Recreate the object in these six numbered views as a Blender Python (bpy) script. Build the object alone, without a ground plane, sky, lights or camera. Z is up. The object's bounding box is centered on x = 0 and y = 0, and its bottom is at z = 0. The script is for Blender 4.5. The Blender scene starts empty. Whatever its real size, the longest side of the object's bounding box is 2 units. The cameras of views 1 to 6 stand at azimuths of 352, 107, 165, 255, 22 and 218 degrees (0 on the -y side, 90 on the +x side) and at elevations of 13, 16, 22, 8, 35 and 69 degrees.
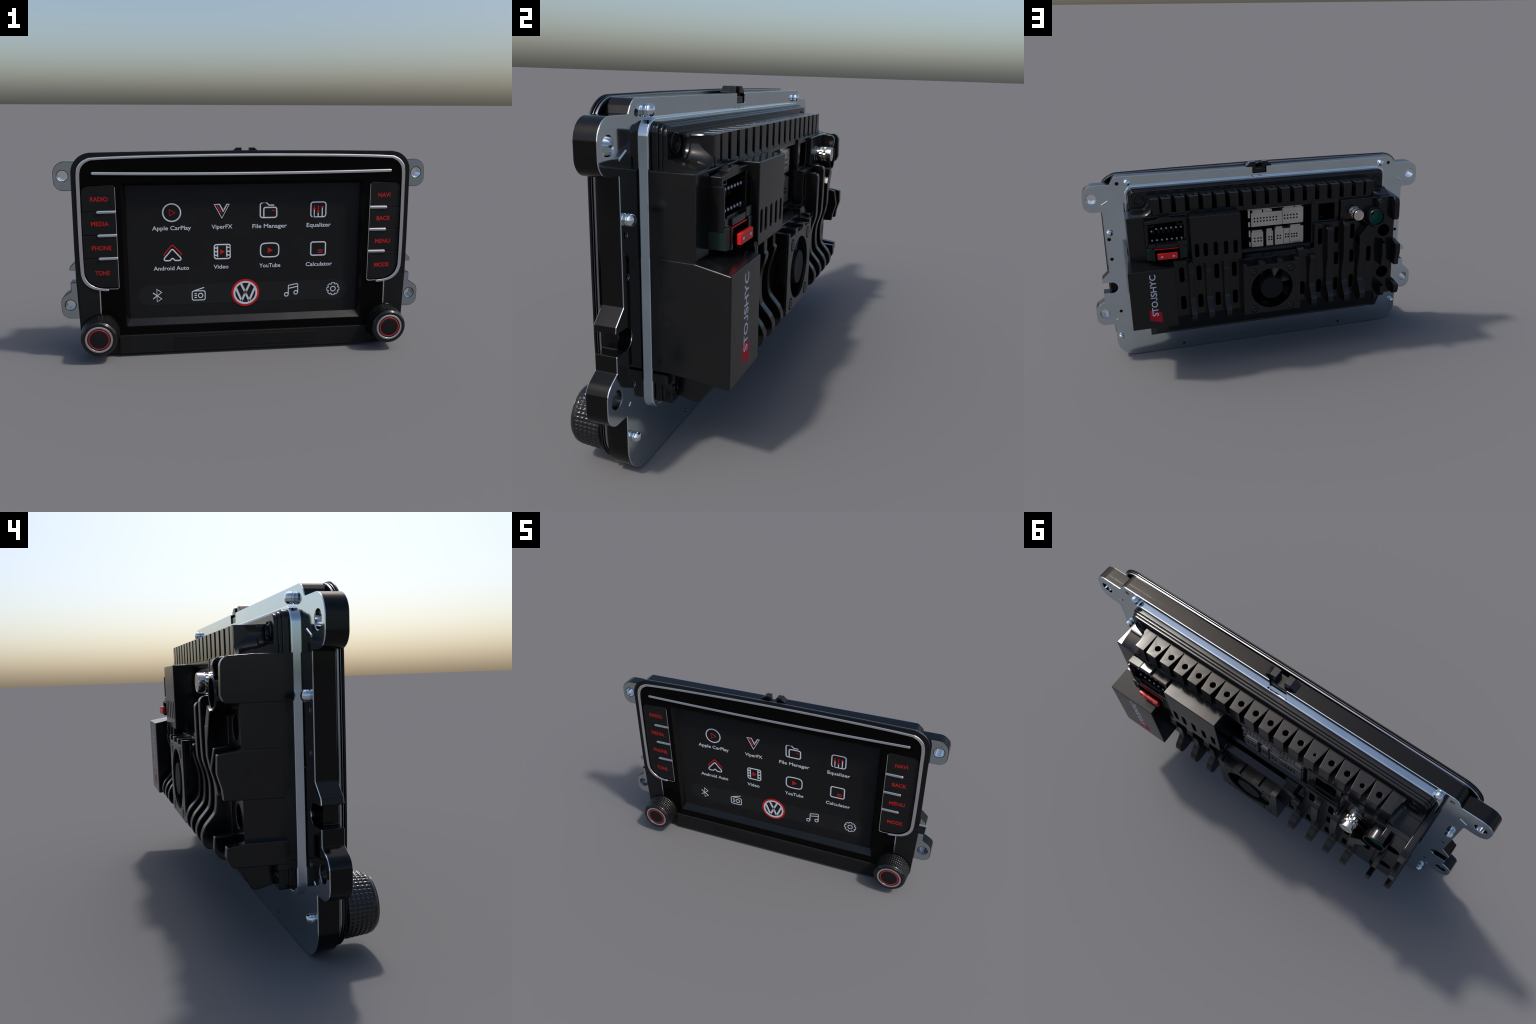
import bpy, bmesh, math
from math import sin, cos, pi, radians, hypot, atan2
from mathutils import Vector

# ------------------------------------------------------------------ materials
def new_mat(name):
    m = bpy.data.materials.new(name)
    m.use_nodes = True
    nt = m.node_tree
    return m, nt, nt.nodes["Principled BSDF"]

def surface(name, color, rough=0.4, metal=0.0, spec=0.5, coat=0.0, grain=0.0, grain_scale=300.0,
            smudge=0.0, tint=0.0, bump=0.0):
    """Principled surface with object-space mottling of colour and gloss, and an optional fine grain bump."""
    m, nt, b = new_mat(name)
    N, L = nt.nodes, nt.links
    b.inputs["Metallic"].default_value = metal
    b.inputs["Specular IOR Level"].default_value = spec
    b.inputs["Coat Weight"].default_value = coat
    b.inputs["Coat Roughness"].default_value = 0.08
    tc = N.new("ShaderNodeTexCoord")
    no = N.new("ShaderNodeTexNoise")
    no.inputs["Scale"].default_value = 7.0
    no.inputs["Detail"].default_value = 6.0
    L.new(tc.outputs["Object"], no.inputs["Vector"])
    cr = N.new("ShaderNodeValToRGB")
    lo = [max(0.0, c * (1 - tint)) for c in color]
    hi = [min(1.0, c * (1 + tint)) for c in color]
    cr.color_ramp.elements[0].position = 0.3
    cr.color_ramp.elements[1].position = 0.7
    cr.color_ramp.elements[0].color = (*lo, 1)
    cr.color_ramp.elements[1].color = (*hi, 1)
    L.new(no.outputs["Fac"], cr.inputs["Fac"])
    L.new(cr.outputs["Color"], b.inputs["Base Color"])
    mr = N.new("ShaderNodeMapRange")
    mr.inputs["From Min"].default_value = 0.3
    mr.inputs["From Max"].default_value = 0.7
    mr.inputs["To Min"].default_value = max(0.02, rough - smudge)
    mr.inputs["To Max"].default_value = rough + smudge
    L.new(no.outputs["Fac"], mr.inputs["Value"])
    L.new(mr.outputs["Result"], b.inputs["Roughness"])
    if bump > 0:
        n2 = N.new("ShaderNodeTexNoise")
        n2.inputs["Scale"].default_value = grain_scale
        n2.inputs["Detail"].default_value = 2.0
        L.new(tc.outputs["Object"], n2.inputs["Vector"])
        bp = N.new("ShaderNodeBump")
        bp.inputs["Strength"].default_value = bump
        bp.inputs["Distance"].default_value = 0.002
        L.new(n2.outputs["Fac"], bp.inputs["Height"])
        L.new(bp.outputs["Normal"], b.inputs["Normal"])
    return m

def scratched_metal(name, color, rough):
    """Polished zinc sheet: cloudy gloss, hairline scratches and a little waviness."""
    m = surface(name, color, rough=rough, metal=1.0, smudge=0.03, tint=0.04)
    nt = m.node_tree
    N, L = nt.nodes, nt.links
    b = N["Principled BSDF"]
    tc = N.new("ShaderNodeTexCoord")
    vo = N.new("ShaderNodeTexVoronoi")
    vo.feature = 'DISTANCE_TO_EDGE'
    vo.inputs["Scale"].default_value = 5.0
    L.new(tc.outputs["Object"], vo.inputs["Vector"])
    gt = N.new("ShaderNodeMapRange")
    gt.inputs["From Min"].default_value = 0.0
    gt.inputs["From Max"].default_value = 0.012
    gt.inputs["To Min"].default_value = 1.0
    gt.inputs["To Max"].default_value = 0.0
    L.new(vo.outputs["Distance"], gt.inputs["Value"])
    n2 = N.new("ShaderNodeTexNoise")
    n2.inputs["Scale"].default_value = 4.0
    L.new(tc.outputs["Object"], n2.inputs["Vector"])
    th = N.new("ShaderNodeMath"); th.operation = 'GREATER_THAN'; th.inputs[1].default_value = 0.58
    L.new(n2.outputs["Fac"], th.inputs[0])
    mu = N.new("ShaderNodeMath"); mu.operation = 'MULTIPLY'
    L.new(gt.outputs["Result"], mu.inputs[0]); L.new(th.outputs[0], mu.inputs[1])
    ad = N.new("ShaderNodeMath"); ad.operation = 'MULTIPLY_ADD'; ad.inputs[1].default_value = 0.18
    old = b.inputs["Roughness"].links[0].from_socket
    L.new(mu.outputs[0], ad.inputs[0]); L.new(old, ad.inputs[2])
    L.new(ad.outputs[0], b.inputs["Roughness"])
    return m

PLASTIC = surface("black_housing_plastic", (0.0045, 0.0045, 0.0048), rough=0.19, spec=0.46, smudge=0.04, tint=0.12)
PANEL = surface("satin_dark_plastic", (0.0135, 0.0135, 0.0138), rough=0.45, spec=0.08, smudge=0.04, tint=0.06)
SLOPE = surface("screen_slope_plastic", (0.003, 0.003, 0.003), rough=0.22, spec=0.45, smudge=0.05, tint=0.08)
GLOSS = surface("piano_black", (0.0022, 0.0022, 0.0022), rough=0.16, spec=0.06, smudge=0.04, tint=0.1)
FRAME = surface("gloss_black_frame", (0.0022, 0.0022, 0.0022), rough=0.11, spec=0.27, smudge=0.04, tint=0.1)
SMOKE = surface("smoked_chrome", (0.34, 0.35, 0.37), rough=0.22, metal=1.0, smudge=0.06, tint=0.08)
RIM = surface("bezel_rim_plastic", (0.0075, 0.0077, 0.008), rough=0.30, spec=0.22, smudge=0.04, tint=0.08)
VOID = surface("dark_cavity", (0.0015, 0.0015, 0.0015), rough=0.8, spec=0.05)
ZINC = scratched_metal("polished_zinc", (0.63, 0.71, 0.76), 0.07)
CHROME = surface("satin_chrome", (0.80, 0.80, 0.82), rough=0.13, metal=1.0, smudge=0.06, tint=0.05)
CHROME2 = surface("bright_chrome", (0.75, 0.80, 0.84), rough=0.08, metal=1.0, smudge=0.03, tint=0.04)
ZINC_FRONT = scratched_metal("darker_front_zinc", (0.50, 0.555, 0.59), 0.10)  # darker version of the plate's zinc colour, used on the front sheet and its ears
KNURL = surface("knurled_plastic", (0.0065, 0.0065, 0.0068), rough=0.20, spec=0.5, smudge=0.04, tint=0.1)
TIN = surface("tinned_connector_shell", (0.60, 0.565, 0.53), rough=0.24, metal=0.88, smudge=0.10, tint=0.10, bump=0.05)
NICKEL = surface("nickel_plug", (0.72, 0.68, 0.61), rough=0.16, metal=1.0, smudge=0.05, tint=0.06)
SCREEN = surface("screen_glass", (0.0140, 0.0140, 0.0146), rough=0.6, spec=0.06, tint=0.05)
DOCK = surface("screen_dock_tone", (0.0185, 0.0187, 0.0195), rough=0.6, spec=0.06, tint=0.04)
WHITE = surface("silver_print", (0.62, 0.64, 0.70), rough=0.5, spec=0.2, tint=0.04)
RED = surface("red_print", (0.52, 0.012, 0.012), rough=0.5, spec=0.2, tint=0.05)
REDGLOW = surface("red_ring_plastic", (0.42, 0.010, 0.014), rough=0.22, spec=0.5, tint=0.05)
LABELRED = surface("red_label_print", (0.46, 0.006, 0.022), rough=0.5, spec=0.2, tint=0.05)
FUSE = surface("red_fuse_plastic", (0.72, 0.010, 0.012), rough=0.35, spec=0.4, tint=0.05)
TEAL = surface("teal_socket_plastic", (0.0, 0.105, 0.085), rough=0.4, spec=0.3, tint=0.1)
GREEN = surface("dark_green_socket", (0.010, 0.022, 0.020), rough=0.4, spec=0.25, tint=0.1)
PIN = surface("pin_metal", (0.42, 0.45, 0.52), rough=0.3, metal=0.4, tint=0.05)

# ------------------------------------------------------------------ object helpers
COL = bpy.context.scene.collection

def empty(name, parent=None):
    o = bpy.data.objects.new(name, None)
    COL.objects.link(o)
    o.parent = parent
    return o

def finish(me, angle=35.0):
    bm = bmesh.new()
    bm.from_mesh(me)
    bmesh.ops.remove_doubles(bm, verts=bm.verts, dist=2e-5)
    bmesh.ops.dissolve_degenerate(bm, edges=bm.edges, dist=1e-6)
    bmesh.ops.recalc_face_normals(bm, faces=bm.faces)
    bm.to_mesh(me)
    bm.free()
    for p in me.polygons:
        p.use_smooth = True
    me.set_sharp_from_angle(angle=radians(angle))

def put(name, me, mat, parent, loc=None, angle=35.0, do_finish=True):
    if do_finish:
        finish(me, angle)
    me.name = name
    me.materials.clear()
    me.materials.append(mat)
    o = bpy.data.objects.new(name, me)
    COL.objects.link(o)
    o.parent = parent
    if loc:
        o.location = loc
    wn = o.modifiers.new("flat_faces", 'WEIGHTED_NORMAL')
    wn.mode = 'FACE_AREA'
    wn.keep_sharp = True
    return o

def mesh_of_curve(cu):
    ob = bpy.data.objects.new("tmp_curve", cu)
    COL.objects.link(ob)
    dg = bpy.context.evaluated_depsgraph_get()
    me = bpy.data.meshes.new_from_object(ob.evaluated_get(dg))
    bpy.data.objects.remove(ob)
    return me

AX = {  # profile plane -> world; third profile axis runs along the named world axis
    'y': lambda u, v, w: (u, -w, v),
    'x': lambda u, v, w: (w, u, v),
    'z': lambda u, v, w: (u, v, w),
}

def prism_mesh(loops, a0, a1, axis='y', bevel=0.0, res=2, inset=0.0):
    """Solid of one or more closed outlines (even-odd: inner loops are holes) from a0 to a1 along axis."""
    cu = bpy.data.curves.new("tmp", 'CURVE')
    cu.dimensions = '2D'
    cu.fill_mode = 'BOTH'
    h = (a1 - a0) / 2
    cu.extrude = h - bevel
    if bevel > 0:
        cu.bevel_depth = bevel
        cu.bevel_resolution = res
        cu.offset = -bevel
    if inset:
        cu.offset = -inset
    for lp in loops:
        s = cu.splines.new('POLY')
        s.points.add(len(lp) - 1)
        for p, q in zip(s.points, lp):
            p.co = (q[0], q[1], 0, 1)
        s.use_cyclic_u = True
    me = mesh_of_curve(cu)
    bpy.data.curves.remove(cu)
    c = (a0 + a1) / 2
    f = AX[axis]
    for v in me.vertices:
        x, y, z = f(v.co.x, v.co.y, v.co.z)
        v.co = (x, y + c, z) if axis == 'y' else ((x + c, y, z) if axis == 'x' else (x, y, z + c))
    return me

def prism(name, loops, a0, a1, mat, parent, axis='y', bevel=0.0, angle=35.0, res=2):
    if not isinstance(loops[0][0], (tuple, list)):
        loops = [loops]
    return put(name, prism_mesh(loops, a0, a1, axis, bevel, res), mat, parent, angle=angle)

def box(name, x0, x1, y0, y1, z0, z1, mat, parent, bevel=0.004, seg=2):
    bm = bmesh.new()
    bmesh.ops.create_cube(bm, size=1.0)
    for v in bm.verts:
        v.co = ((x0 + x1) / 2 + v.co.x * (x1 - x0), (y0 + y1) / 2 + v.co.y * (y1 - y0), (z0 + z1) / 2 + v.co.z * (z1 - z0))
    if bevel > 0:
        bmesh.ops.bevel(bm, geom=bm.edges[:], offset=bevel, segments=seg, affect='EDGES', profile=0.5)
    me = bpy.data.meshes.new(name)
    bm.to_mesh(me)
    bm.free()
    return put(name, me, mat, parent)

def join_meshes(meshes):
    bm = bmesh.new()
    for me in meshes:
        bm.from_mesh(me)
        bpy.data.meshes.remove(me)
    out = bpy.data.meshes.new("joined")
    bm.to_mesh(out)
    bm.free()
    return out

def lathe_mesh(profile, n=48, axis='y', centre=(0, 0, 0), cap=True):
    """profile: (radius, position along axis) pairs."""
    bm = bmesh.new()
    rings = []
    for r, a in profile:
        ring = []
        for i in range(n):
            t = 2 * pi * i / n
            c, s = r * cos(t), r * sin(t)
            co = {'y': (c, a, s), 'z': (c, s, a), 'x': (a, c, s)}[axis]
            ring.append(bm.verts.new(Vector(co) + Vector(centre)))
        rings.append(ring)
    for a, b in zip(rings, rings[1:]):
        for i in range(n):
            bm.faces.new((a[i], a[(i + 1) % n], b[(i + 1) % n], b[i]))
    if cap:
        bm.faces.new(rings[0])
        bm.faces.new(rings[-1])
    me = bpy.data.meshes.new("lathe")
    bm.to_mesh(me)
    bm.free()
    return me

def lathe(name, profile, mat, parent, n=48, axis='y', centre=(0, 0, 0), cap=True, angle=35.0):
    return put(name, lathe_mesh(profile, n, axis, centre, cap), mat, parent, angle=angle)

# ------------------------------------------------------------------ outline helpers
def fillet(pts, seg=8):
    """Closed outline from corner points (u, v, radius)."""
    out = []
    n = len(pts)
    for i in range(n):
        u, v = pts[i][0], pts[i][1]
        r = pts[i][2] if len(pts[i]) > 2 else 0
        if r <= 0:
            out.append((u, v)); continue
        a = Vector(pts[i - 1][:2]) - Vector((u, v))
        b = Vector(pts[(i + 1) % n][:2]) - Vector((u, v))
        la, lb = a.length, b.length
        a.normalize(); b.normalize()
        ang = a.angle(b)
        if ang > pi - 0.01:
            out.append((u, v)); continue
        d = min(r / math.tan(ang / 2), la * 0.495 if len(pts[i - 1]) > 2 and pts[i - 1][2] > 0 else la,
                lb * 0.495 if len(pts[(i + 1) % n]) > 2 and pts[(i + 1) % n][2] > 0 else lb)
        rr = d * math.tan(ang / 2)
        bis = (a + b).normalized()
        c = Vector((u, v)) + bis * (rr / sin(ang / 2))
        p0 = Vector((u, v)) + a * d
        p1 = Vector((u, v)) + b * d
        t0 = atan2(p0.y - c.y, p0.x - c.x)
        t1 = atan2(p1.y - c.y, p1.x - c.x)
        dt = (t1 - t0 + pi) % (2 * pi) - pi
        k = max(3, int(seg * abs(dt) / (pi / 2)) + 1)
        for j in range(k + 1):
            t = t0 + dt * j / k
            out.append((c.x + rr * cos(t), c.y + rr * sin(t)))
    return out

def rrect(x0, x1, z0, z1, r, seg=6):
    return fillet([(x0, z0, r), (x1, z0, r), (x1, z1, r), (x0, z1, r)], seg)

def circle(cx, cz, r, n=32):
    return [(cx + r * cos(2 * pi * i / n), cz + r * sin(2 * pi * i / n)) for i in range(n)]

def slot(cx, z0, z1, hw, n=6):
    return rrect(cx - hw, cx + hw, z0, z1, hw * 0.98, n)

def mirror(pts):
    return [(-p[0],) + tuple(p[1:]) for p in reversed(pts)]

def smooth_path(pts, n=10):
    """Catmull-Rom through control points."""
    P = [Vector(p) for p in pts]
    P = [2 * P[0] - P[1]] + P + [2 * P[-1] - P[-2]]
    out = []
    for i in range(1, len(P) - 2):
        for k in range(n):
            t = k / n
            a, b, c, d = P[i - 1], P[i], P[i + 1], P[i + 2]
            out.append(0.5 * ((2 * b) + (c - a) * t + (2 * a - 5 * b + 4 * c - d) * t * t + (3 * b - a - 3 * c + d) * t ** 3))
    out.append(P[-2])
    return out

def strip(name, path, half, y_base, y_front, mat, parent, round_ends=True):
    """Half-round moulding laid on a plane y = y_base along a path in x, z; half: width function of parameter 0..1."""
    P = [Vector((p[0], p[1])) for p in path]
    if round_ends:          # extra stations near both ends
        w0 = half(P[0])
        for end in (0, -1):
            a, b = (P[0], P[1]) if end == 0 else (P[-1], P[-2])
            L_ = (b - a).length
            new = [a + (b - a) * (w0 * f / L_) for f in (0.12, 0.35, 0.65, 1.0) if w0 * f < L_ * 0.95]
            P = [P[0]] + new + P[1:] if end == 0 else P[:-1] + list(reversed(new)) + [P[-1]]
    n = len(P)
    sec = [(-1, 0), (-1, 0.45), (-0.9, 0.78), (-0.66, 0.95), (0, 1), (0.66, 0.95), (0.9, 0.78), (1, 0.45), (1, 0)]
    bm = bmesh.new()
    rings = []
    for i in range(n):
        t = (P[min(i + 1, n - 1)] - P[max(i - 1, 0)]).normalized()
        nn = Vector((-t.y, t.x))
        w = half(P[i])
        if round_ends:
            e = min((P[i] - P[0]).length, (P[i] - P[-1]).length)
            w *= math.sqrt(max(0.12, 1 - max(0.0, 1 - e / w) ** 2))
        ring = []
        for s, h in sec:
            q = P[i] + nn * s * w
            ring.append(bm.verts.new((q.x, y_base + (y_front - y_base) * h, q.y)))
        rings.append(ring)
    for a, b in zip(rings, rings[1:]):
        for j in range(len(sec) - 1):
            bm.faces.new((a[j], a[j + 1], b[j + 1], b[j]))
        bm.faces.new((a[-1], a[0], b[0], b[-1]))
    bm.faces.new(rings[0]); bm.faces.new(rings[-1])
    me = bpy.data.meshes.new(name)
    bm.to_mesh(me); bm.free()
    return put(name, me, mat, parent, angle=50)

def stroke_mesh(pts, w, y, closed=False, flat=0.35):
    """Line of constant width drawn on the plane y (a flattened round bead)."""
    cu = bpy.data.curves.new("tmp", 'CURVE')
    cu.dimensions = '3D'
    cu.bevel_depth = w / 2
    cu.bevel_resolution = 2
    cu.use_fill_caps = True
    cu.twist_mode = 'Z_UP'
    s = cu.splines.new('POLY')
    s.points.add(len(pts) - 1)
    for p, q in zip(s.points, pts):
        p.co = (q[0], q[1], 0, 1)
    s.use_cyclic_u = closed
    me = mesh_of_curve(cu)
    bpy.data.curves.remove(cu)
    for v in me.vertices:
        v.co = (v.co.x, y - v.co.z * flat, v.co.y)
    return me

def text_mesh(body, x0, x1, z0, cap, y0, depth, embolden=0.0, facing=-1):
    """Built-in font word spanning x0..x1 with its baseline at z0 and given capital height."""
    cu = bpy.data.curves.new("tmp", 'FONT')
    cu.body = body
    cu.size = 1.0
    cu.offset = embolden
    cu.extrude = 0.5
    cu.resolution_u = 3
    me = mesh_of_curve(cu)
    bpy.data.curves.remove(cu)
    xs = [v.co.x for v in me.vertices]
    a, b = min(xs), max(xs)
    k = cap / 0.729
    for v in me.vertices:
        u = x0 + (v.co.x - a) / (b - a) * (x1 - x0)
        v.co = (u, y0 + facing * (v.co.z + 0.5) * depth, z0 + v.co.y * k)
    return me

# ------------------------------------------------------------------ root
unit = empty("car_head_unit")
unit["label"] = "black car touchscreen head unit with chrome trim and finned rear housing"
unit["category"] = "car radio"

# ================================================================== MOUNTING FRAME
Y_PLATE = -0.0345      # back face of the zinc plate
Y_FRONT = -0.104       # front face of the mounting frame
half = [(0.90, 0.0, 0.125), (0.90, 0.2185, 0.003), (1.0, 0.2185, 0.078), (1.0, 0.338, 0.05), (0.9455, 0.371, 0.003),
        (0.9455, 0.421, 0.003), (0.862, 0.421, 0.033), (0.862, 0.4875, 0.033), (0.947, 0.4875, 0.003), (0.944, 0.507, 0.004),
        (0.901, 0.549, 0.006), (0.902, 0.914, 0.008), (1.0, 0.914, 0.076), (1.0, 1.066, 0.062), (0.8505, 1.0655, 0.003),
        (0.838, 1.087, 0.012), (0.818, 1.106, 0.03), (0.044, 1.106, 0.003), (0.044, 1.068, 0.005)]
half_left = [(-0.040, 1.068, 0.005), (-0.040, 1.106, 0.003)] + mirror(half[:-2])
plate_outline = fillet(half + half_left, 10)
ears = [circle(s * 0.952, z, 0.0285, 40) for s in (1, -1) for z in (0.992, 0.296)]
small = []
for s in (1, -1):
    small += [circle(s * 0.808, 1.068, 0.0115, 18), circle(s * 0.878, 0.631, 0.010, 18),
              circle(s * 0.860, 0.299, 0.0095, 18), circle(s * 0.506, 0.028, 0.008, 16)]
small.append(circle(0.881, 0.751, 0.0105, 18))
small.append(circle(-0.881, 0.751, 0.0105, 18))

window = rrect(-0.66, 0.66, 0.165, 0.965, 0.005, 3)
Y_STEP = -0.060        # the side notches are deep only behind this plane
half_f = [(0.903, p[1], 0.004) if p[0] == 0.862 else p for p in half]
front_outline = fillet(half_f + half_left[:2] + mirror(half_f[:-2]), 10)
for lay, ya, yb, bv in ((front_outline, Y_FRONT, Y_STEP, 0.0022), (plate_outline, Y_STEP + 0.0002, Y_PLATE - 0.0035, 0.0)):
    fm = prism_mesh([lay, window] + ears, ya, yb + (bv if bv else 0), 'y', bv)
    for v in fm.vertices:
        if v.co.z < 0.14:
            v.co.z += (Y_PLATE - v.co.y) * 0.09 * (1 - v.co.z / 0.14)
    frame = put("mounting_frame", fm, FRAME, unit)
prism("rear_plate", [plate_outline] + ears + small, Y_PLATE - 0.0034, Y_PLATE, ZINC, unit, bevel=0.0006, res=1)
# zinc sheet on the front of the frame (seen on the four ears)
sheet = prism_mesh([front_outline, rrect(-0.80, 0.80, 0.10, 1.02, 0.01, 3)] + ears, Y_FRONT - 0.0012, Y_FRONT + 0.0004, inset=0.0028)
for v in sheet.vertices:
    if v.co.z < 0.14:
        v.co.z += 0.02 * (1 - v.co.z / 0.14)
put("front_sheet", sheet, ZINC_FRONT, unit)
for s in (1, -1):
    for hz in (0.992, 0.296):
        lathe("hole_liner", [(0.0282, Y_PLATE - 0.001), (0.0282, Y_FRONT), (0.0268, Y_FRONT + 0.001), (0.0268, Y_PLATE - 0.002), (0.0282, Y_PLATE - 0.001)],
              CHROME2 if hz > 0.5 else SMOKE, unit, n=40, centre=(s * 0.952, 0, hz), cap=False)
    # pressed dashes beside the ears
    for (xa, za, xb, zb, w) in ((0.902, 0.953, 0.866, 0.973, 0.009), (0.889, 0.243, 0.880, 0.252, 0.008)):
        put("pressed_dash", stroke_mesh([(s * xa, za), (s * (xa + xb) / 2, (za + zb) / 2), (s * xb, zb)], w, Y_PLATE, flat=0.6), CHROME2, unit)
    # rivets
    for rx, rz, r in ((0.754, 1.072, 0.0185), (0.874, 0.791, 0.018), (0.873, 0.138, 0.0155)):
        y = Y_PLATE
        lathe("rivet", [(r * 0.8, y - 0.002), (r * 0.8, y + 0.001), (r * 0.98, y + 0.003), (r * 1.0, y + 0.007), (r * 0.93, y + 0.008), (r * 1.0, y + 0.0095), (r * 1.0, y + 0.014),
                        (r * 0.86, y + 0.0195), (r * 0.6, y + 0.0235), (r * 0.25, y + 0.0252), (0.0005, y + 0.0255)], CHROME2, unit, n=32, centre=(s * rx, 0, rz), angle=60)
# backing behind the small holes so they read dark, and the top snap clip in its notch
clip_pts = fillet([(-0.0385, 1.070, 0.003), (0.0425, 1.070, 0.003), (0.0425, 1.100, 0.004), (0.079, 1.106, 0.003), (0.050, 1.1315, 0.004), (0.021, 1.1315, 0.002),
                   (0.021, 1.092, 0.002), (-0.019, 1.092, 0.002), (-0.019, 1.1315, 0.002), (-0.048, 1.1315, 0.004), (-0.077, 1.106, 0.003), (-0.0385, 1.100, 0.004)], 5)
prism("snap_clip", clip_pts, -0.090, -0.048, PLASTIC, unit, bevel=0.002)
box("clip_stem", -0.036, 0.040, -0.095, -0.040, 1.069, 1.093, PLASTIC, unit, 0.002)

# ================================================================== BEZEL
def bezel_outline(d=0.0):
    r = [(0.0, 0.009 + d, 0), (0.900 - d, 0.014 + d, 0.125 - d), (0.9125 - d, 0.45, 0), (0.9120 - d, 0.62, 0), (0.906 - d, 1.1105 - d, 0.108 - d), (0.50, 1.1165 - d, 0), (0.0, 1.1195 - d, 0)]
    return fillet(r + mirror(r[1:-1]), 14)

Y_BEZ = -0.1275
WX, WZ0, WZ1 = 0.658, 0.167, 0.960      # screen well mouth
SX, SZ0, SZ1 = 0.638, 0.201, 0.937      # visible screen
Y_SCR = -0.093
well = rrect(-WX, WX, WZ0, WZ1, 0.012, 4)
col = [(0.684, 0.382, 0.008), (0.79, 0.386, 0.05), (0.852, 0.418, 0.05), (0.8695, 0.47, 0.05), (0.868, 0.944, 0.03), (0.684, 0.9475, 0.004)]
button_wells = [fillet(col, 8), fillet([(-p[0],) + p[1:] for p in col], 8)]
bezel = prism("bezel", [bezel_outline(0.0), well] + button_wells, Y_BEZ, -0.1205, RIM, unit, bevel=0.0030, res=3)
prism("bezel_groove", [bezel_outline(0.006), well], -0.1207, -0.1185, VOID, unit)
prism("bezel_chrome_line", [bezel_outline(0.004), well], -0.1187, -0.1168, SMOKE, unit, bevel=0.0006, res=1)
prism("bezel_groove", [bezel_outline(0.007), well], -0.1167, -0.1125, VOID, unit)
prism("bezel_chrome_line", [bezel_outline(0.005), well], -0.1127, -0.1062, SMOKE, unit, bevel=0.0012, res=1)
prism("bezel_gasket", [bezel_outline(0.012), well], -0.1065, Y_FRONT - 0.0014, VOID, unit)

# trim path: up the left side from under the buttons, across the top, down the right side
trim_half = [(-0.742, 0.3805), (-0.785, 0.3845), (-0.825, 0.397), (-0.855, 0.421), (-0.8725, 0.457), (-0.8765, 0.52), (-0.8765, 0.70), (-0.8735, 0.90), (-0.8705, 1.005),
             (-0.856, 1.047), (-0.824, 1.0725), (-0.775, 1.0815), (-0.555, 1.0890), (-0.25, 1.0938), (0.0, 1.0952)]
trim_ctrl = trim_half + [(-p[0], p[1]) for p in reversed(trim_half[:-1])]
trim_path = smooth_path(trim_ctrl, 8)

# gloss inner panel bounded by the trim and the vertical chrome lines
inner_left = [(p.x, p.y) for p in trim_path if p.x <= 0]
panel_loop = [(-0.790, 0.122), (-0.790, 0.385)] + [q for q in inner_left if q[0] < -0.79] + [q for q in inner_left if q[0] >= -0.79 and q[1] > 0.9]
panel_loop = panel_loop + [(-q[0], q[1]) for q in reversed(panel_loop) if abs(q[0]) > 1e-6]
prism("gloss_face_panel", [panel_loop, well] + button_wells, Y_BEZ - 0.0012, Y_BEZ + 0.002, GLOSS, unit)
prism("lower_face_panel", [fillet([(-0.70, 0.014, 0), (0.70, 0.014, 0), (0.70, 0.119, 0.002), (-0.70, 0.119, 0.002)])], Y_BEZ - 0.0110, Y_BEZ + 0.002, PANEL, unit, bevel=0.0035)
for s in (1, -1):
    side = fillet([(s * 0.792, 0.115, 0), (s * 0.895, 0.115, 0), (s * 0.9035, 0.45, 0), (s * 0.886, 0.48, 0.01), (s * 0.872, 0.43, 0.05), (s * 0.84, 0.392, 0.05), (s * 0.792, 0.378, 0)])
    prism("side_face_panel", side, Y_BEZ - 0.0022, Y_BEZ + 0.002, PANEL, unit, bevel=0.001)
    strip("chrome_line", [(s * 0.7905, 0.245), (s * 0.7905, 0.30), (s * 0.790, 0.381)], lambda p: 0.0036, Y_BEZ - 0.0005, Y_BEZ - 0.0045, CHROME, unit)
prism("slot_cover", fillet([(-0.404, 0.033, 0.006), (0.404, 0.033, 0.006), (0.404, 0.1005, 0.006), (-0.404, 0.1005, 0.006)]), Y_BEZ - 0.0124, Y_BEZ - 0.009, RIM, unit, bevel=0.0015)

strip("chrome_trim", [(p.x, p.y) for p in trim_path], lambda p: 0.0074 + 0.0024 * min(1.0, max(0.0, (abs(p.x) - 0.80) / 0.06)),
      Y_BEZ, Y_BEZ - 0.0060, CHROME, unit)
bar_path = [(x, 0.998 + 0.008 * (abs(x) / 0.8) ** 2) for x in [-0.803 + 1.606 * i / 60 for i in range(61)]]
strip("chrome_bar", bar_path, lambda p: 0.0080, Y_BEZ - 0.001, Y_BEZ - 0.0065, CHROME, unit)
prism("bar_recess", [rrect(-0.81, 0.81, 0.984, 1.017, 0.010)], Y_BEZ - 0.0017, Y_BEZ - 0.0009, VOID, unit)

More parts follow.
